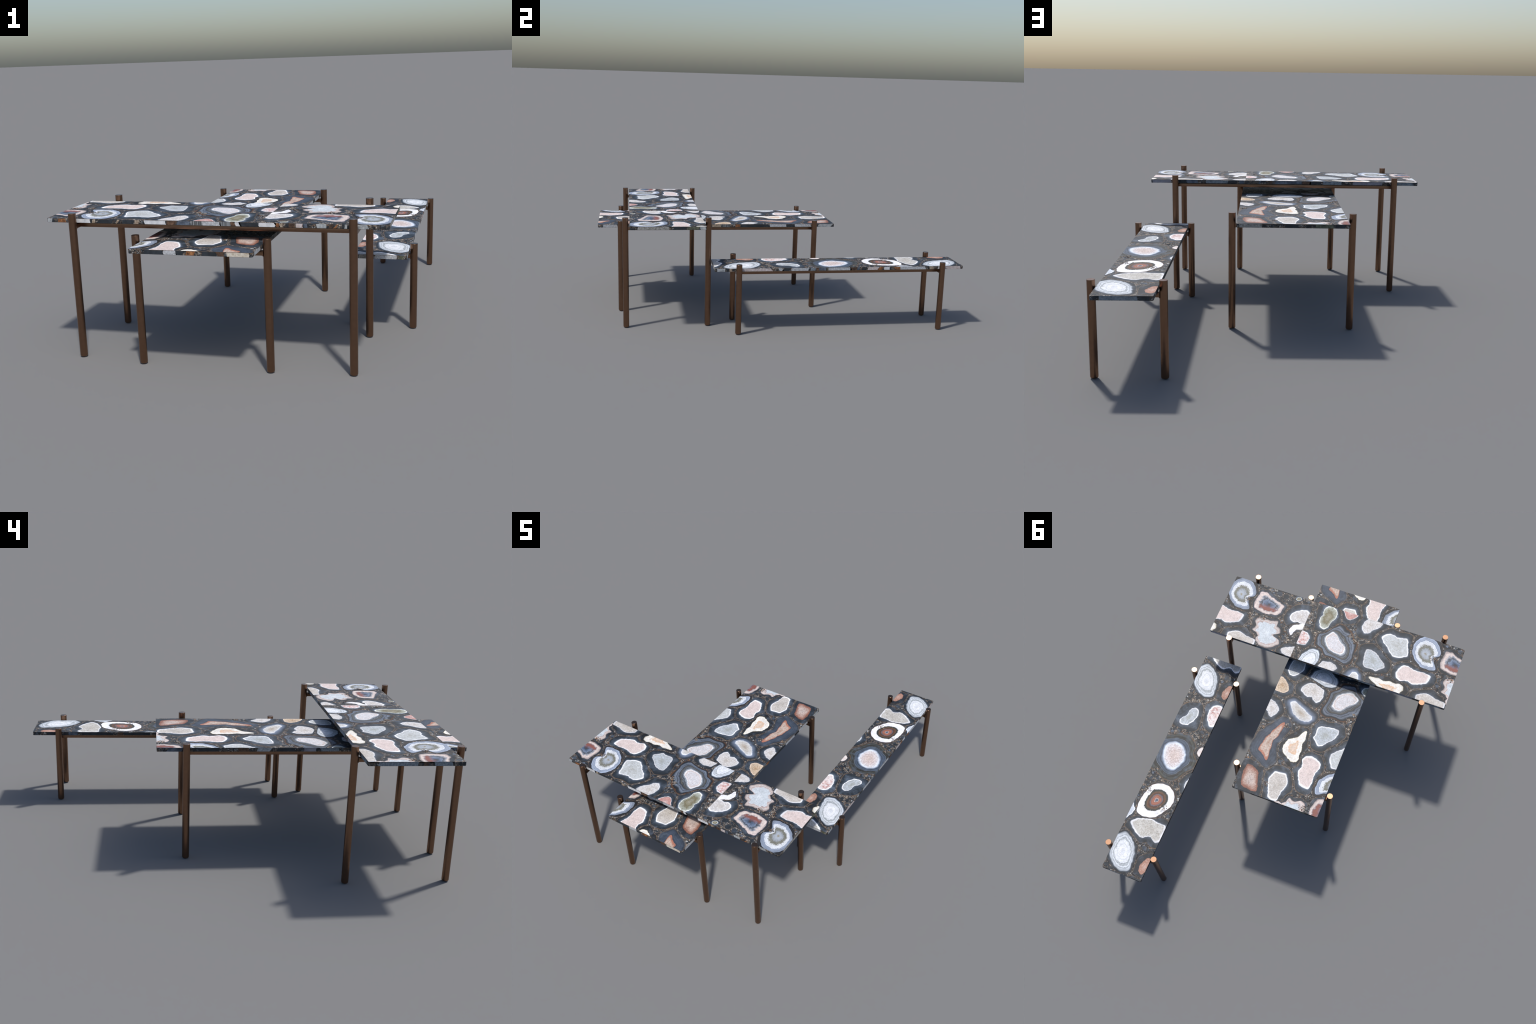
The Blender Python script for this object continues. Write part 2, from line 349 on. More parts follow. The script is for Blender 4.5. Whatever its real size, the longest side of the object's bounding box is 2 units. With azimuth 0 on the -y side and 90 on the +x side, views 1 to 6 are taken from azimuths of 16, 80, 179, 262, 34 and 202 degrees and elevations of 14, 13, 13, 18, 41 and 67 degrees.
# ------------------------------------------------------------------ the stones
# kind, centre (s, t) in mm, rind width in mm, radii of the core in mm at evenly spaced bearings
COARSE = [
    ("crescent", "crescent", (-523, -715), 16, (76, 72, 69, 71, 72, 76, 87, 92, 104, 110, 66, 48, 56, 80, 87, 90, 99, 106, 112, 115, 108, 99, 91, 80)),
    ("bean", "pink", (-496, -564), 30, (87, 93, 92, 86, 59, 49, 53, 58, 59, 65, 74, 90, 94, 97, 67, 44, 35, 32, 31, 33, 42, 61, 76, 80)),
    ("shield", "pale_blue", (-263, -571), 38, (53, 51, 54, 60, 62, 57, 53, 55, 68, 66, 69, 74, 65, 50, 43, 41, 42, 45, 52, 57, 70, 79, 66, 57)),
    ("anvil", "gray_druse", (-358, -707), 34, (81, 61, 52, 53, 57, 60, 69, 71, 75, 76, 84, 75, 65, 60, 62, 71, 76, 63, 57, 55, 71, 87, 98, 100)),
    ("wedge", "white_druse", (-175, -781), 36, (39, 42, 48, 51, 53, 60, 54, 47, 37, 33, 34, 38, 47, 59, 73, 66, 56, 50, 46, 45, 44, 40, 39, 40)),
    ("half_moon", "blue_halo", (-183, -397), 32, (33, 38, 51, 83, 89, 67, 52, 46, 40, 35, 34, 35, 39, 42, 49, 57, 66, 71, 65, 41, 34, 30, 29, 30)),
    ("tadpole", "cream", (-396, -432), 28, (67, 60, 57, 58, 53, 51, 53, 55, 57, 59, 58, 61, 70, 83, 85, 73, 53, 48, 48, 47, 48, 54, 88, 126)),
    ("whorl", "swirl", (-33, -594), 66, (59, 52, 50, 48, 49, 49, 50, 55, 61, 70, 70, 65, 56, 42, 35, 32, 32, 33, 45, 65, 81, 77, 74, 68)),
    ("olive", "olive", (64, -748), 36, (35, 42, 48, 57, 67, 82, 85, 69, 44, 35, 33, 33, 36, 41, 46, 56, 64, 70, 76, 80, 65, 58, 46, 34)),
    ("dart", "rose", (-43, -820), 26, (40, 33, 31, 32, 35, 41, 45, 46, 42, 42, 43, 44, 48, 39, 32, 31, 32, 37, 34, 34, 36, 41, 48, 53)),
    ("cut", "white_druse", (-894, -692), 34, (52, 57, 50, 36, 44, 64, 62, 62, 60, 49, 40, 44)),
    ("arc", "porcelain", (-887, -606), 8, (17, 21, 26, 34, 46, 23, 18, 17, 18, 70, 72, 36, 27, 22, 17, 15)),
    ("cut", "pink_white", (145, -567), 24, (48, 46, 52, 42, 41, 29, 27, 32, 34, 42, 52, 50)),
    ("cut", "white_druse", (-917, -457), 26, (47, 39, 30, 30, 40, 56, 52, 50, 46, 30, 26, 33)),
    ("lace", "lace", (69, -440), 16, (55, 60, 57, 58, 62, 67, 68, 74, 58, 48, 44, 42, 44, 48, 54, 63, 77, 85, 83, 73, 62, 58, 57, 54)),
    ("boot", "white_druse", (-30, -418), 32, (44, 51, 52, 57, 62, 66, 74, 73, 62, 56, 50, 41, 36, 54, 71, 69, 64, 61, 54, 52, 53, 45, 42, 42)),
    ("tan", "tan", (-58, -237), 26, (43, 52, 57, 40, 32, 29, 28, 28, 31, 38, 47, 43, 42, 44, 48, 47, 49, 43, 37, 35, 33, 32, 33, 37)),
    ("block", "gray_druse", (78, -270), 34, (47, 45, 46, 45, 39, 36, 36, 38, 41, 49, 53, 59, 57, 52, 45, 41, 41, 44, 45, 45, 49, 57, 52, 49)),
    ("block", "white_druse", (-210, -238), 30, (41, 45, 54, 49, 39, 35, 33, 34, 37, 33, 31, 36, 47, 55, 46, 42, 41, 38, 39, 37, 33, 31, 32, 34)),
    ("feather", "salmon", (-409, -296), 44, (79, 45, 37, 33, 29, 27, 27, 29, 34, 49, 71, 71, 82, 109, 47, 33, 26, 22, 20, 20, 22, 26, 74, 146)),
    ("russet", "russet", (-644, -283), 28, (67, 77, 84, 66, 58, 50, 45, 44, 45, 51, 57, 59, 58, 62, 71, 80, 62, 49, 43, 41, 42, 46, 56, 62)),
    ("pear", "warm_druse", (-624, -433), 34, (72, 71, 77, 67, 61, 59, 52, 49, 50, 54, 64, 86, 91, 92, 62, 45, 41, 40, 42, 47, 52, 57, 62, 74)),
    ("star", "star", (-698, -703), 16, (82, 85, 84, 75, 64, 62, 62, 61, 64, 73, 82, 87, 82, 90, 72, 61, 55, 55, 58, 67, 87, 100, 88, 83)),
    ("cloud", "cloud", (-755, -519), 14, (85, 57, 50, 47, 69, 75, 79, 83, 86, 91, 92, 96, 96, 100, 89, 45, 40, 79, 82, 81, 79, 108, 95, 89, 95, 112, 118, 110, 81, 77)),
    ("pebble", "olive", (-844, -803), 8, (12, 14, 13, 13, 11, 13, 17, 17, 16, 12, 12, 11)),
]
BENCH = [
    ("lace", "lace", (-607, 616), 12, (92, 113, 106, 80, 69, 68, 72, 72, 77, 90, 104, 109, 81, 66, 62, 61, 67, 75)),
    ("russet", "russet_plain", (-641, 474), 30, (52, 32, 25, 26, 27, 37, 44, 27, 26, 34, 37, 49)),
    ("kite", "bench_druse", (-437, 539), 30, (51, 54, 55, 61, 73, 95, 112, 94, 80, 73, 70, 63, 49, 44, 48, 89, 93, 83, 79, 82, 84, 64, 51, 49)),
    ("ring", "ringed", (-275, 574), 10, (101, 97, 93, 85, 78, 79, 87, 102, 122, 117, 106, 100, 88, 81, 83, 88, 95, 99, 102, 103)),
    ("eye", "eye", (2, 592), 60, (77, 85, 87, 81, 70, 64, 63, 64, 73, 82, 83, 70, 61, 61, 56, 60, 60, 68)),
    ("bean", "pale_blue", (-855, 618), 42, (55, 37, 22, 16, 13, 12, 13, 18, 33, 55, 62, 61, 56, 53, 45, 41, 40, 39, 41, 47, 53, 60, 65, 65)),
    ("half", "pink_white", (-795, 477), 34, (65, 61, 51, 44, 48, 55, 78, 58, 51, 48, 50, 54)),
    ("sliver", "sliver", (75, 466), 8, (31, 23, 18, 17, 20, 23, 30, 29, 30, 29, 30, 27)),
    ("sliver", "gray_druse", (-129, 452), 30, (42, 21, 17, 15, 17, 23, 36, 28, 25, 24, 25, 28)),
    ("sliver", "ice", (-379, 690), 24, (48, 25, 13, 11, 13, 17, 50, 31, 27, 26, 32, 32)),
]
SHEETS = {"coarse": COARSE, "bench": BENCH}
BEAR = 120
TH = np.arange(BEAR) * 2 * np.pi / BEAR
UNIT = np.stack([np.cos(TH), np.sin(TH)], 1)


def closed_curve(ctrl):
    """smooth periodic profile through the control radii (Catmull-Rom, slightly tightened)"""
    r = np.asarray(ctrl, float)
    n = len(r)
    u = np.arange(BEAR) * n / BEAR
    i = np.floor(u).astype(int)
    f = u - i
    p0, p1, p2, p3 = (r[(i + k) % n] for k in (-1, 0, 1, 2))
    m1, m2 = 0.06 * (p2 - p0), 0.06 * (p3 - p1)
    h = 2 * f**3 - 3 * f**2 + 1, f**3 - 2 * f**2 + f, -2 * f**3 + 3 * f**2, f**3 - f**2
    return h[0] * p1 + h[1] * m1 + h[2] * p2 + h[3] * m2


def ripple(r, amp, lo=3, hi=14):
    """irregular closed ripple for outlines"""
    out = np.zeros(BEAR)
    for k in range(lo, hi):
        out += r.normal() * np.cos(k * TH + r.uniform(0, 6.28)) / math.sqrt(k)
    return amp * out / math.sqrt(3.0)


def nicks(r, amp, n=30):
    """straight facets with small corners, as on a broken stone"""
    v = r.uniform(-amp, amp, n)
    u = np.arange(BEAR) * n / BEAR
    i = np.floor(u).astype(int)
    return v[i % n] * (1 - u + i) + v[(i + 1) % n] * (u - i)


JAG = {"cloud": 3.0, "star": 2.4, "crescent": 1.2, "porcelain": 0.8, "eye": 1.2, "lace": 1.2}


def grow_rinds(stones):
    """Each rind grows outward from its core until it meets the neighbours half way."""
    data = []
    for n, (nm, kind, c, width, ctrl) in enumerate(stones):
        r = np.random.default_rng(500 + n)
        core = np.maximum(closed_curve(ctrl) + ripple(r, 0.6, 8, 26) + nicks(r, JAG.get(kind, 1.3), 36), 6.0) * MM
        data.append(dict(name=nm, kind=kind, c=np.array(c) * MM, core=core, width=width * MM, rng=r))
    clouds, owner = [], []
    for j, d in enumerate(data):
        for k in (-1, 0, 1):
            clouds.append(d["c"] + np.array([k * PERIOD, 0.0]) + UNIT * d["core"][:, None])
            owner += [(j, k)] * BEAR
    pts = np.concatenate(clouds)
    owner = np.array(owner)
    pull = np.array([data[j]["width"] + 0.012 for j, k in owner])
    for j, d in enumerate(data):
        mine = (owner[:, 0] == j) & (owner[:, 1] == 0)
        own = pts[mine]
        far = np.linalg.norm(pts - d["c"], axis=1) < 0.33
        near, strength = pts[~mine & far], pull[~mine & far]
        gap = 0.0045 + np.abs(ripple(d["rng"], 0.0050, 2, 9)) + nicks(d["rng"], 0.0015, 30)
        want = 1.22 * d["width"] * (1.0 + 0.22 * ripple(d["rng"], 1.0, 2, 7)) + nicks(d["rng"], 0.0012, 24)
        me = d["width"] + 0.012
        outer = d["core"] + 0.004
        alive = np.ones(BEAR, bool)
        for step in np.arange(0.004, 0.095, 0.0015):
            r_try = d["core"] + step
            p = d["c"] + UNIT * r_try[:, None]
            d_own = np.min(np.linalg.norm(p[:, None] - own[None], axis=2), axis=1)
            d_oth = np.min(np.linalg.norm(p[:, None] - near[None], axis=2) * (me / strength), axis=1) if len(near) else np.full(BEAR, 9.0)
            alive &= (d_own < want) & (d_own + gap < d_oth)
            outer = np.where(alive, r_try, outer)
            if not alive.any():
                break
        for _ in range(2):                       # soften
            sm = (np.roll(outer, 1) + outer + np.roll(outer, -1)) / 3
            outer = np.maximum(np.minimum(sm, outer + 0.004), d["core"] + 0.0035)
        d["outer"] = outer
    return data


RINGS = [(0.0, 0), (0.12, 0), (0.25, 0), (0.38, 0), (0.46, 0), (0.5, 0), (0.56, 1), (0.64, 1), (0.74, 1), (0.86, 1), (0.95, 1)]


def stone_bmesh(d):
    """domed slice in local pattern coordinates, origin at the stone's heart"""
    bm = bmesh.new()
    rings = []
    for p, part in RINGS:
        if part == 0:
            f = p / 0.5
            rad = d["outer"] * (1 - f) + d["core"] * f
        else:
            f = (1 - p) / 0.5
            mean = d["core"].mean()
            rad = (d["core"] * (0.65 + 0.35 * f) + mean * 0.35 * (1 - f)) * f
            rad = np.minimum(rad, d["core"] * (f * 0.75 + 0.2 if f < 0.8 else f))
        rings.append([bm.verts.new((UNIT[i, 0] * rad[i], UNIT[i, 1] * rad[i], p * DOME)) for i in range(BEAR)])
    for a, b in zip(rings, rings[1:]):
        for i in range(BEAR):
            k = (i + 1) % BEAR
            bm.faces.new((a[i], a[k], b[k], b[i]))
    top = bm.verts.new((0, 0, DOME))
    for i in range(BEAR):
        bm.faces.new((rings[-1][i], rings[-1][(i + 1) % BEAR], top))
    return bm


def cut(bm, point, normal):
    geom = bm.verts[:] + bm.edges[:] + bm.faces[:]
    bmesh.ops.bisect_plane(bm, geom=geom, dist=1e-6, plane_co=point, plane_no=normal, clear_outer=True)


def set_into_slab(bm, depth=0.004):
    """give a flat slice its side walls and base"""
    rim = [e for e in bm.edges if e.is_boundary]
    ext = bmesh.ops.extrude_edge_only(bm, edges=rim)
    low = [v for v in ext["geom"] if isinstance(v, bmesh.types.BMVert)]
    for v in low:
        v.co.z = -depth
    edges = [e for e in ext["geom"] if isinstance(e, bmesh.types.BMEdge) and e.is_boundary]
    try:
        bmesh.ops.contextual_create(bm, geom=edges)
    except Exception:
        pass
    bmesh.ops.recalc_face_normals(bm, faces=bm.faces[:])


def to_object(name, bm, mat, parent, matrix, smooth=True):
    me = bpy.data.meshes.new(name)
    bm.to_mesh(me)
    bm.free()
    mats = mat if isinstance(mat, list) else [mat]
    for m in mats:
        me.materials.append(m)
    if smooth:
        me.polygons.foreach_set("use_smooth", [True] * len(me.polygons))
        me.set_sharp_from_angle(angle=math.radians(30))
    return place(name, me, parent, matrix)


def place(name, me, parent, matrix):
    ob = bpy.data.objects.new(name, me)
    bpy.context.scene.collection.objects.link(ob)
    ob.parent = parent
    ob.matrix_world = matrix
    return ob


# ------------------------------------------------------------------ slab
def rounded_rect(s0, s1, t0, t1, r, n=6):
    pts = []
    for cx, cy, a in ((s1 - r, t1 - r, 0), (s0 + r, t1 - r, 1), (s0 + r, t0 + r, 2), (s1 - r, t0 + r, 3)):
        for k in range(n + 1):
            th = math.pi / 2 * (a + k / n)
            pts.append((cx + r * math.cos(th), cy + r * math.sin(th)))
    return pts


def build_slab(T, frame, parent):
    top = T["leg_top"] - SLAB_DROP
    bm = bmesh.new()
    base = [bm.verts.new((x, y, top - SLAB_THICK)) for x, y in rounded_rect(*T["s"], *T["t"], CORNER_R)]
    f = bm.faces.new(base)
    ext = bmesh.ops.extrude_face_region(bm, geom=[f])
    for v in ext["geom"]:
        if isinstance(v, bmesh.types.BMVert):
            v.co.z = top
    bmesh.ops.recalc_face_normals(bm, faces=bm.faces[:])
    sharp = [e for e in bm.edges if abs(e.verts[0].co.z - e.verts[1].co.z) < 1e-6]
    bmesh.ops.bevel(bm, geom=sharp, offset=0.0008, segments=2, profile=0.5, affect="EDGES")
    return to_object("tabletop", bm, MATS["matrix"], parent, frame)


def corner_cuts(T):
    (s0, s1), (t0, t1) = T["s"], T["t"]
    q = CORNER_R * (2 - math.sqrt(2)) / math.sqrt(2) * 1.0
    for sx, s in ((-1, s0), (1, s1)):
        for ty, t in ((-1, t0), (1, t1)):
            nrm = Vector((sx, ty, 0)).normalized()
            yield Vector((s, t, 0)) - nrm * q, nrm


def build_stones(T, frame, slab, sheet, shared):
    top = T["leg_top"] - SLAB_DROP
    (s0, s1), (t0, t1) = T["s"], T["t"]
    placed = []
    for idx, d in enumerate(sheet):
        reach = float(d["outer"].max())
        for k in (0, 1):
            c = d["c"] + np.array([k * PERIOD, 0.0])
            lo, hi = max(s0, SEAM + (k - 1) * PERIOD), min(s1, SEAM + k * PERIOD)
            if c[0] + reach < lo or c[0] - reach > hi or c[1] + reach < t0 or c[1] - reach > t1:
                continue
            pts = c + UNIT * d["outer"][:, None]
            if not ((pts[:, 0] > lo) & (pts[:, 0] < hi) & (pts[:, 1] > t0) & (pts[:, 1] < t1)).any():
                continue
            placed.append((c, d["outer"]))
            whole = (pts[:, 0] > lo).all() and (pts[:, 0] < hi).all() and (pts[:, 1] > t0).all() and (pts[:, 1] < t1).all()
            M = frame @ Matrix.Translation((c[0], c[1], top + INLAY))
            key = (T["sheet"], idx)
            if whole and key in shared:
                place("agate", shared[key], slab, M)
                continue
            bm = stone_bmesh(d)
            if not whole:
                e = 0.0002
                for a, v, nrm in ((0, lo, (-1, 0, 0)), (0, hi, (1, 0, 0)), (1, t0 + e, (0, -1, 0)), (1, t1 - e, (0, 1, 0))):
                    co = [0.0, 0.0, 0.0]
                    co[a] = v - c[a]
                    cut(bm, Vector(co), Vector(nrm))
                for p, nrm in corner_cuts(T):
                    cut(bm, p - Vector((c[0], c[1], 0)), nrm)
                if len(bm.faces) < 4:
                    bm.free()
                    continue
            set_into_slab(bm)
            ob = to_object("agate", bm, MATS[d["kind"]], slab, M)
            if whole:
                shared[key] = ob.data
    return placed


GRAVEL = ["c_navy", "c_blue", "c_beige", "c_brown", "c_pale", "c_orange", "c_warm"]
GRAVEL_ODDS = [0.47, 0.05, 0.14, 0.15, 0.06, 0.025, 0.105]


def build_gravel(T, frame, slab, placed, seed):
    """broken fragments fill whatever room the agates leave, large ones first"""
    r = np.random.default_rng(seed)
    top = T["leg_top"] - SLAB_DROP
    (s0, s1), (t0, t1) = T["s"], T["t"]
    n = 9000
    cand = np.stack([r.uniform(s0, s1, n), r.uniform(t0, t1, n)], 1)
    free = np.full(n, 9.0)
    for c, outer in placed:
        v = cand - c
        dist = np.linalg.norm(v, axis=1)
        ang = (np.arctan2(v[:, 1], v[:, 0]) % (2 * np.pi)) / (2 * np.pi) * BEAR
        edge = outer[np.floor(ang).astype(int) % BEAR]
        free = np.minimum(free, (dist - edge) * 0.8)
    side = np.minimum(np.minimum(cand[:, 0] - s0, s1 - cand[:, 0]), np.minimum(cand[:, 1] - t0, t1 - cand[:, 1]))
    free = np.minimum(free, side - 0.0008)
    free = np.minimum(free, np.abs(cand[:, 0] - SEAM))
    bm = bmesh.new()
    big = []
    count = 0
    while count < 700:
        i = int(np.argmax(free))
        if free[i] < 0.0018:
            break
        room = min(free[i], 0.022)
        rad = room * r.uniform(0.72, 0.98)
        c = cand[i]
        m = r.integers(6, 10)
        th = np.sort((np.arange(m) + r.uniform(-0.35, 0.35, m)) * 2 * np.pi / m)
        rr = rad * r.uniform(0.62, 1.12, m)
        slim, lean = r.uniform(0.5, 1.0), r.uniform(0, math.pi)
        rr = rr * np.where(True, 1 - (1 - slim) * np.sin(th - lean) ** 2, 1)
        kind = int(r.choice(len(GRAVEL), p=GRAVEL_ODDS))
        if rad > 0.009:
            kind = 0 if r.random() < 0.75 else 1
        free = np.minimum(free, np.linalg.norm(cand - c, axis=1) - rad * 1.06)
        count += 1
        z = top + INLAY * r.uniform(0.35, 0.9)
        ring = [(c[0] + a * math.cos(t), c[1] + a * math.sin(t)) for a, t in zip(rr, th)]
        if rad > 0.009:
            b2 = bmesh.new()
            chip(b2, [(x - c[0], y - c[1]) for x, y in ring], 0.0, 0.004, 0)
            big.append((b2, GRAVEL[kind] if r.random() < 0.6 else "c_dusk", Matrix.Translation((c[0], c[1], z))))
        else:
            chip(bm, ring, z, 0.003, kind)
    for b2, k, M in big:
        to_object("slate_fragment", b2, MATS[k], slab, frame @ M, smooth=False)
    ob = to_object("gravel", bm, [MATS[k] for k in GRAVEL], slab, frame, smooth=False)
    ob["kind"] = "stuff"


def chip(bm, ring, z, depth, mat):
    up = [bm.verts.new((x, y, z)) for x, y in ring]
    dn = [bm.verts.new((x, y, z - depth)) for x, y in ring]
    faces = [bm.faces.new(up), bm.faces.new(dn[::-1])]
    for i in range(len(ring)):
        k = (i + 1) % len(ring)
        faces.append(bm.faces.new((up[i], dn[i], dn[k], up[k])))
    for f in faces:
        f.material_index = mat


# (sheet, s, t, spread) in mm: crumbs that bite into stones or stand out in the matrix
CRUMBS = [("bench", -235, 644, 19), ("bench", -309, 520, 20), ("coarse", -574, -702, 15), ("coarse", -629, -604, 15), ("coarse", -865, -543, 15),
          ("coarse", -878, -512, 12), ("coarse", -336, -232, 13), ("coarse", -284, -351, 12), ("coarse", -92, -673, 11), ("coarse", -131, -654, 13),
          ("bench", 153, 513, 22), ("bench", -112, 652, 18), ("coarse", 146, -690, 10), ("coarse", -700, -612, 18), ("coarse", -640, -372, 12)]
CRUMB_KINDS = ["c_beige", "c_brown", "c_warm", "c_navy", "c_orange", "c_pale", "matrix"]


def build_crumbs(T, frame, slab, seed):
    r = np.random.default_rng(seed)
    top = T["leg_top"] - SLAB_DROP
    (s0, s1), (t0, t1) = T["s"], T["t"]
    bm = bmesh.new()
    for sheet, s, t, spread in CRUMBS:
        for k in (0, 1):
            if sheet != T["sheet"]:
                continue
            for j in range(46):
                c = np.array([s * MM + k * PERIOD, t * MM]) + r.normal(0, 0.52 * spread * MM, 2)
                rad = r.uniform(0.0018, 0.0046)
                if not (s0 + 0.006 < c[0] < s1 - 0.006 and t0 + 0.006 < c[1] < t1 - 0.006) or (c[0] - SEAM) * (k - 0.5) < 0.004:
                    continue
                m = r.integers(4, 7)
                th = np.sort((np.arange(m) + r.uniform(-0.35, 0.35, m)) * 2 * np.pi / m)
                slim, lean = r.uniform(0.35, 1.0), r.uniform(0, math.pi)
                rr = rad * r.uniform(0.7, 1.2, m) * (1 - (1 - slim) * np.sin(th - lean) ** 2)
                kind = int(r.choice(7, p=[0.18, 0.24, 0.16, 0.24, 0.05, 0.05, 0.08]))
                chip(bm, [(c[0] + a * math.cos(q), c[1] + a * math.sin(q)) for a, q in zip(rr, th)],
                     top + INLAY + DOME * 1.02 + r.uniform(0, 0.0004), 0.003, kind)
    ob = to_object("crumbs", bm, [MATS[k] for k in CRUMB_KINDS], slab, frame, smooth=False)
    ob["kind"] = "stuff"


# Stones cut through by the slab's sides: kind, position along the side (world mm), length (mm)
EDGES = {
    "tall": dict(
        front=[("pale", -706, 20), ("orange", -652, 24), ("white", -559, 58), ("beige", -511, 13), ("navy", -460, 70), ("beige", -411, 13), ("navy", -365, 54), ("beige", -327, 29),
               ("white", -249, 80), ("brown", -182, 48), ("blue", -130, 57), ("banded", -78, 45), ("druzy", -17, 74), ("banded", 40, 40), ("brown", 70, 15), ("white", 88, 17),
               ("navy", 132, 66), ("white", 202, 70), ("orange", 242, 12), ("beige", 260, 18), ("brown", 298, 23), ("pink", 329, 26), ("blue", 350, 14), ("pale", 410, 32),
               ("brown", 447, 20), ("orange", 467, 14), ("pale", 502, 11), ("pale", 564, 33)],
        right=[("warm", -701, 168), ("navy", -568, 71), ("olive", -497, 62), ("pale", -445, 26)],
        back=[("purple", 606, 80), ("navy", 498, 37), ("blue", 450, 56), ("slate", 323, 117), ("navy", 237, 50), ("blue", 195, 22), ("blue", 101, 12), ("brown", 46, 25),
              ("blue", -50, 140), ("brown", -140, 34), ("navy", -190, 60), ("slate", -277, 104), ("purple", -461, 164), ("slate", -652, 84)],
        left=[("slate", -548, 161), ("brown", -658, 23), ("slate", -730, 70)]),
    "wide": dict(
        front=[("navy", -189, 78), ("druzy", -125, 46), ("navy", -86, 27), ("orange", -44, 35), ("navy", 27, 51), ("brown", 72, 24), ("cream", 138, 82)],
        right=[("druzy", -930, 77), ("beige", -320, 48), ("banded", -270, 48), ("orange", -198, 31), ("navy", -94, 160), ("druzy", 41, 96), ("navy", 115, 46), ("druzy", 191, 93), ("pale", 325, 82)],
        left=[("blue", 303, 68), ("brown", 7, 47), ("pale", -81, 61), ("purple", -285, 60), ("slate", -371, 72), ("navy", 160, 90), ("navy", -180, 80), ("navy", -640, 90),
              ("slate", -800, 110), ("blue", -920, 60)],
        back=[("warm", 132, 94), ("navy", -43, 54), ("olive", -184, 67), ("navy", -248, 50)]),
    "low": dict(
        right=[("pale", -350, 40), ("navy", -318, 22), ("beige", -298, 16), ("pink", -158, 157), ("pale", -28, 18), ("navy", 2, 40), ("druzy", 75, 100), ("slate", 146, 33),
               ("brown", 171, 12), ("blue", 199, 38), ("olive", 226, 14), ("druzy", 297, 118), ("brown", 374, 30), ("blue", 399, 18), ("navy", 434, 30), ("pink", 482, 59),
               ("orange", 526, 26), ("white", 560, 34), ("orange", 617, 22), ("druzy", 706, 146), ("beige", 814, 18), ("white", 858, 11), ("pink", 936, 90)],
        left=[("navy", -280, 90), ("blue", -120, 60), ("navy", 20, 110), ("slate", 130, 50), ("navy", 260, 90), ("pale", 350, 24), ("navy", 470, 120), ("brown", 560, 30),
              ("navy", 690, 110), ("blue", 800, 40), ("navy", 900, 60)],
        back=[("slate", 583, 130), ("navy", 494, 40)],
        front=[("warm", 514, 62), ("druzy", 597, 98), ("olive", 662, 24)]),
}


def build_edges(T, slab, ext, seed):
    """trapezoid cuts of stone standing a hair proud of the slab's sides (world frame)"""
    r = np.random.default_rng(seed)
    x0, x1, y0, y1 = ext
    zt = T["leg_top"] - SLAB_DROP - 0.0009
    zb = zt - SLAB_THICK + 0.0018
    proud, deep = 0.0003, 0.005
    for side, items in EDGES[T["name"]].items():
        for kind, pos, length in items:
            skew = r.uniform(-0.35, 0.35) * (zt - zb) * 1.6
            h = 0.5 * length * MM
            up = [(-h - skew, 0), (h - skew * r.uniform(-1, 1), 0)]
            dn = [(h + skew, 1), (-h + skew * r.uniform(-1, 1), 1)]
            bm = bmesh.new()
            prof = []
            for u, lvl in (*up, *dn):
                prof.append((u, (0.5 - lvl) * (zt - zb)))
            mid_r = ((prof[1][0] + prof[2][0]) / 2 + r.uniform(-0.002, 0.002), r.uniform(-0.003, 0.003))
            mid_l = ((prof[0][0] + prof[3][0]) / 2 + r.uniform(-0.002, 0.002), r.uniform(-0.003, 0.003))
            ring = [prof[0], prof[1], mid_r, prof[2], prof[3], mid_l]
            a = [bm.verts.new((u, -proud, z)) for u, z in ring]
            b = [bm.verts.new((u, deep, z)) for u, z in ring]
            bm.faces.new(a)
            bm.faces.new(b[::-1])
            for i in range(6):
                bm.faces.new((a[i], b[i], b[(i + 1) % 6], a[(i + 1) % 6]))
            bmesh.ops.recalc_face_normals(bm, faces=bm.faces[:])
            p = pos * MM
            zc = (zt + zb) / 2
            loc, ang = {"front": ((p, y0, zc), 0.0), "back": ((p, y1, zc), math.pi),
                        "right": ((x1, p, zc), math.pi / 2), "left": ((x0, p, zc), -math.pi / 2)}[side]
            to_object("edge_stone", bm, MATS["c_" + kind], slab, Matrix.Translation(loc) @ Matrix.Rotation(ang, 4, "Z"), smooth=False)


# ------------------------------------------------------------------ frame
def leg_mesh(height):
    """turned rod: crisp top edge, rounded foot"""
    prof = [(0.0, 0.0), (LEG_R - 0.0045, 0.0), (LEG_R - 0.0022, 0.0009), (LEG_R - 0.0007, 0.0030), (LEG_R, 0.0065)]
    prof += [(LEG_R, height - 0.0006), (LEG_R - 0.0006, height), (0.0, height)]
    bm = bmesh.new()
    n = 40
    loops = []
    for rad, z in prof:
        if rad == 0.0:
            loops.append([bm.verts.new((0, 0, z))])
        else:
            loops.append([bm.verts.new((rad * math.cos(2 * math.pi * i / n), rad * math.sin(2 * math.pi * i / n), z)) for i in range(n)])
    for a, b in zip(loops, loops[1:]):
        for i in range(n):
            k = (i + 1) % n
            if len(a) == 1:
                bm.faces.new((a[0], b[k], b[i]))
            elif len(b) == 1:
                bm.faces.new((a[i], a[k], b[0]))
            else:
                bm.faces.new((a[i], a[k], b[k], b[i]))
    bmesh.ops.recalc_face_normals(bm, faces=bm.faces[:])
    return bm


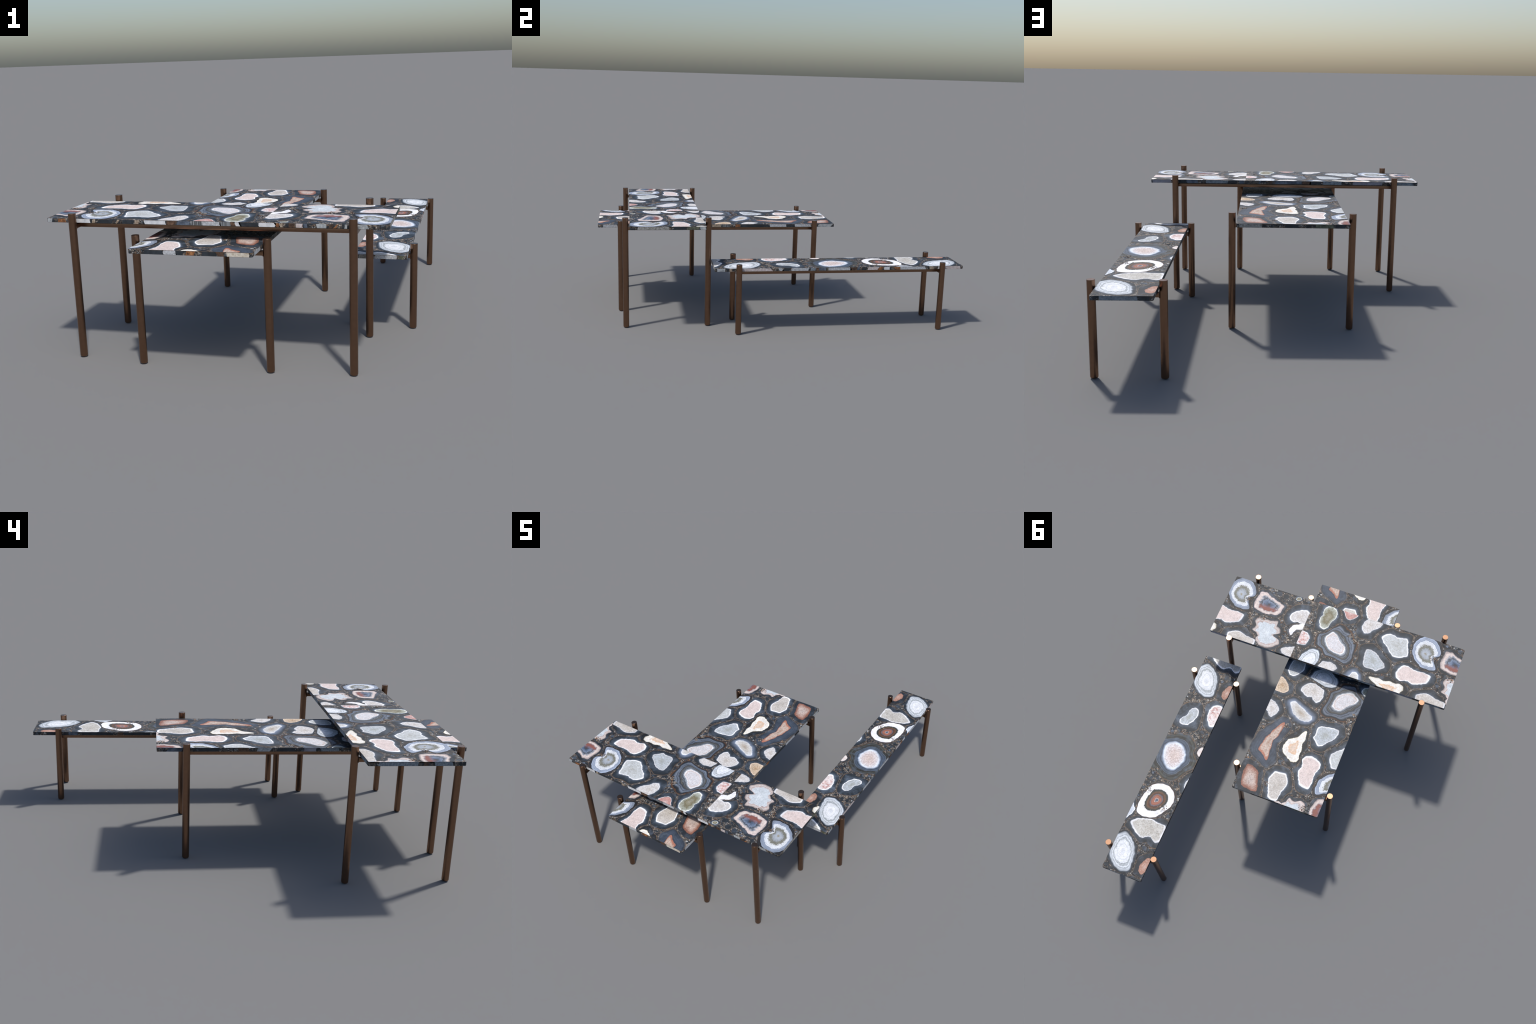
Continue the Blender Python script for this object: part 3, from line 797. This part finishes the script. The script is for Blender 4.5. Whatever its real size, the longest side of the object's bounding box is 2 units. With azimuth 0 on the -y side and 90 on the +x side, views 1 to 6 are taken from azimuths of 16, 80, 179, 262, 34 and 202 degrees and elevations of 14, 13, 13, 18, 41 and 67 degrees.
def bar(profile, half_w, axis):
    """extrude a side profile (u, z) sideways; axis 's' or 't' is the bar's length"""
    bm = bmesh.new()
    sides = []
    for w in (-half_w, half_w):
        sides.append([bm.verts.new((u, w, z) if axis == "s" else (w, u, z)) for u, z in profile])
    bm.faces.new(sides[0])
    bm.faces.new(sides[1][::-1])
    n = len(profile)
    for i in range(n):
        k = (i + 1) % n
        bm.faces.new((sides[0][i], sides[1][i], sides[1][k], sides[0][k]))
    bmesh.ops.recalc_face_normals(bm, faces=bm.faces[:])
    long_edges = [e for e in bm.edges if abs(e.calc_length() - 2 * half_w) > 1e-6 and e.calc_length() > 0.05]
    bmesh.ops.bevel(bm, geom=long_edges, offset=0.0012, segments=2, profile=0.5, affect="EDGES")
    return bm


def build_frame(T, frame, root):
    zt = T["leg_top"] - SLAB_DROP - SLAB_THICK - RAIL_GAP
    zb = zt - RAIL_H
    (ls0, ls1), (lt0, lt1) = T["legs_s"], T["legs_t"]
    legs_mesh = None
    for s in (ls0, ls1):
        for t in (lt0, lt1):
            M = frame @ Matrix.Translation((s, t, 0))
            if legs_mesh is None:
                legs_mesh = to_object("leg", leg_mesh(T["leg_top"]), MATS["bronze"], root, M).data
            else:
                place("leg", legs_mesh, root, M)
    # cross bars between the legs of one end, with a small weld fillet under each end
    half = (lt1 - lt0) / 2
    fil = 0.0035
    e = half - LEG_R + 0.0015
    prof = [(-e, zt), (-e, zb - fil)]
    prof += [(-e + 0.0012 + fil * (1 - math.cos(a)), zb - fil * (1 - math.sin(a))) for a in np.linspace(0, math.pi / 2, 5)]
    prof += [(-u, z) for u, z in prof[:1:-1]] + [(e, zb - fil), (e, zt)]
    for s in (ls0, ls1):
        to_object("crossbar", bar(prof, 0.0105, "t"), MATS["bronze"], root, frame @ Matrix.Translation((s, (lt0 + lt1) / 2, 0)))
    # long rails under the slab, set back from its sides
    u = (ls1 - ls0) / 2 - 0.0105 + 0.001
    inset = 0.044 + 0.0085
    zt2, zb2 = zt - 0.0001, zb + 0.0001
    for t in (lt0 + inset, lt1 - inset):
        to_object("rail", bar([(-u, zt2), (-u, zb2), (u, zb2), (u, zt2)], 0.0085, "s"), MATS["bronze"], root,
                  frame @ Matrix.Translation(((ls0 + ls1) / 2, t, 0)))
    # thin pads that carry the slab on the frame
    for s in (ls0, ls1):
        for t in (lt0 + inset, lt1 - inset):
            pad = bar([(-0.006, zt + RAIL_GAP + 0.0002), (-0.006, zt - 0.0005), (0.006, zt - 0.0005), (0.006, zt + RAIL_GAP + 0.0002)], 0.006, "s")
            to_object("pad", pad, MATS["c_navy"], root, frame @ Matrix.Translation((s, t, 0)), smooth=False)


# ------------------------------------------------------------------ assemble
build_materials()
grown = {k: grow_rinds(v) for k, v in SHEETS.items()}
shared = {}
for n, T in enumerate(TABLES):
    frame = Matrix.Translation((T["origin"][0], T["origin"][1], 0)) @ Matrix.Rotation(T["turn"], 4, "Z")
    corners = [frame @ Vector((s, t, 0)) for s in T["s"] for t in T["t"]]
    ext = (min(c.x for c in corners), max(c.x for c in corners), min(c.y for c in corners), max(c.y for c in corners))
    root = bpy.data.objects.new("coffee_table", None)
    bpy.context.scene.collection.objects.link(root)
    root.location = ((ext[0] + ext[1]) / 2, (ext[2] + ext[3]) / 2, 0)
    root["label"] = T["label"]
    root["category"] = "coffee table"
    bpy.context.view_layer.update()
    slab = build_slab(T, frame, root)
    bpy.context.view_layer.update()
    placed = build_stones(T, frame, slab, grown[T["sheet"]], shared)
    build_gravel(T, frame, slab, placed, 70 + n)
    build_crumbs(T, frame, slab, 170 + n)
    build_edges(T, slab, ext, 90 + n)
    build_frame(T, frame, root)
bpy.context.view_layer.update()
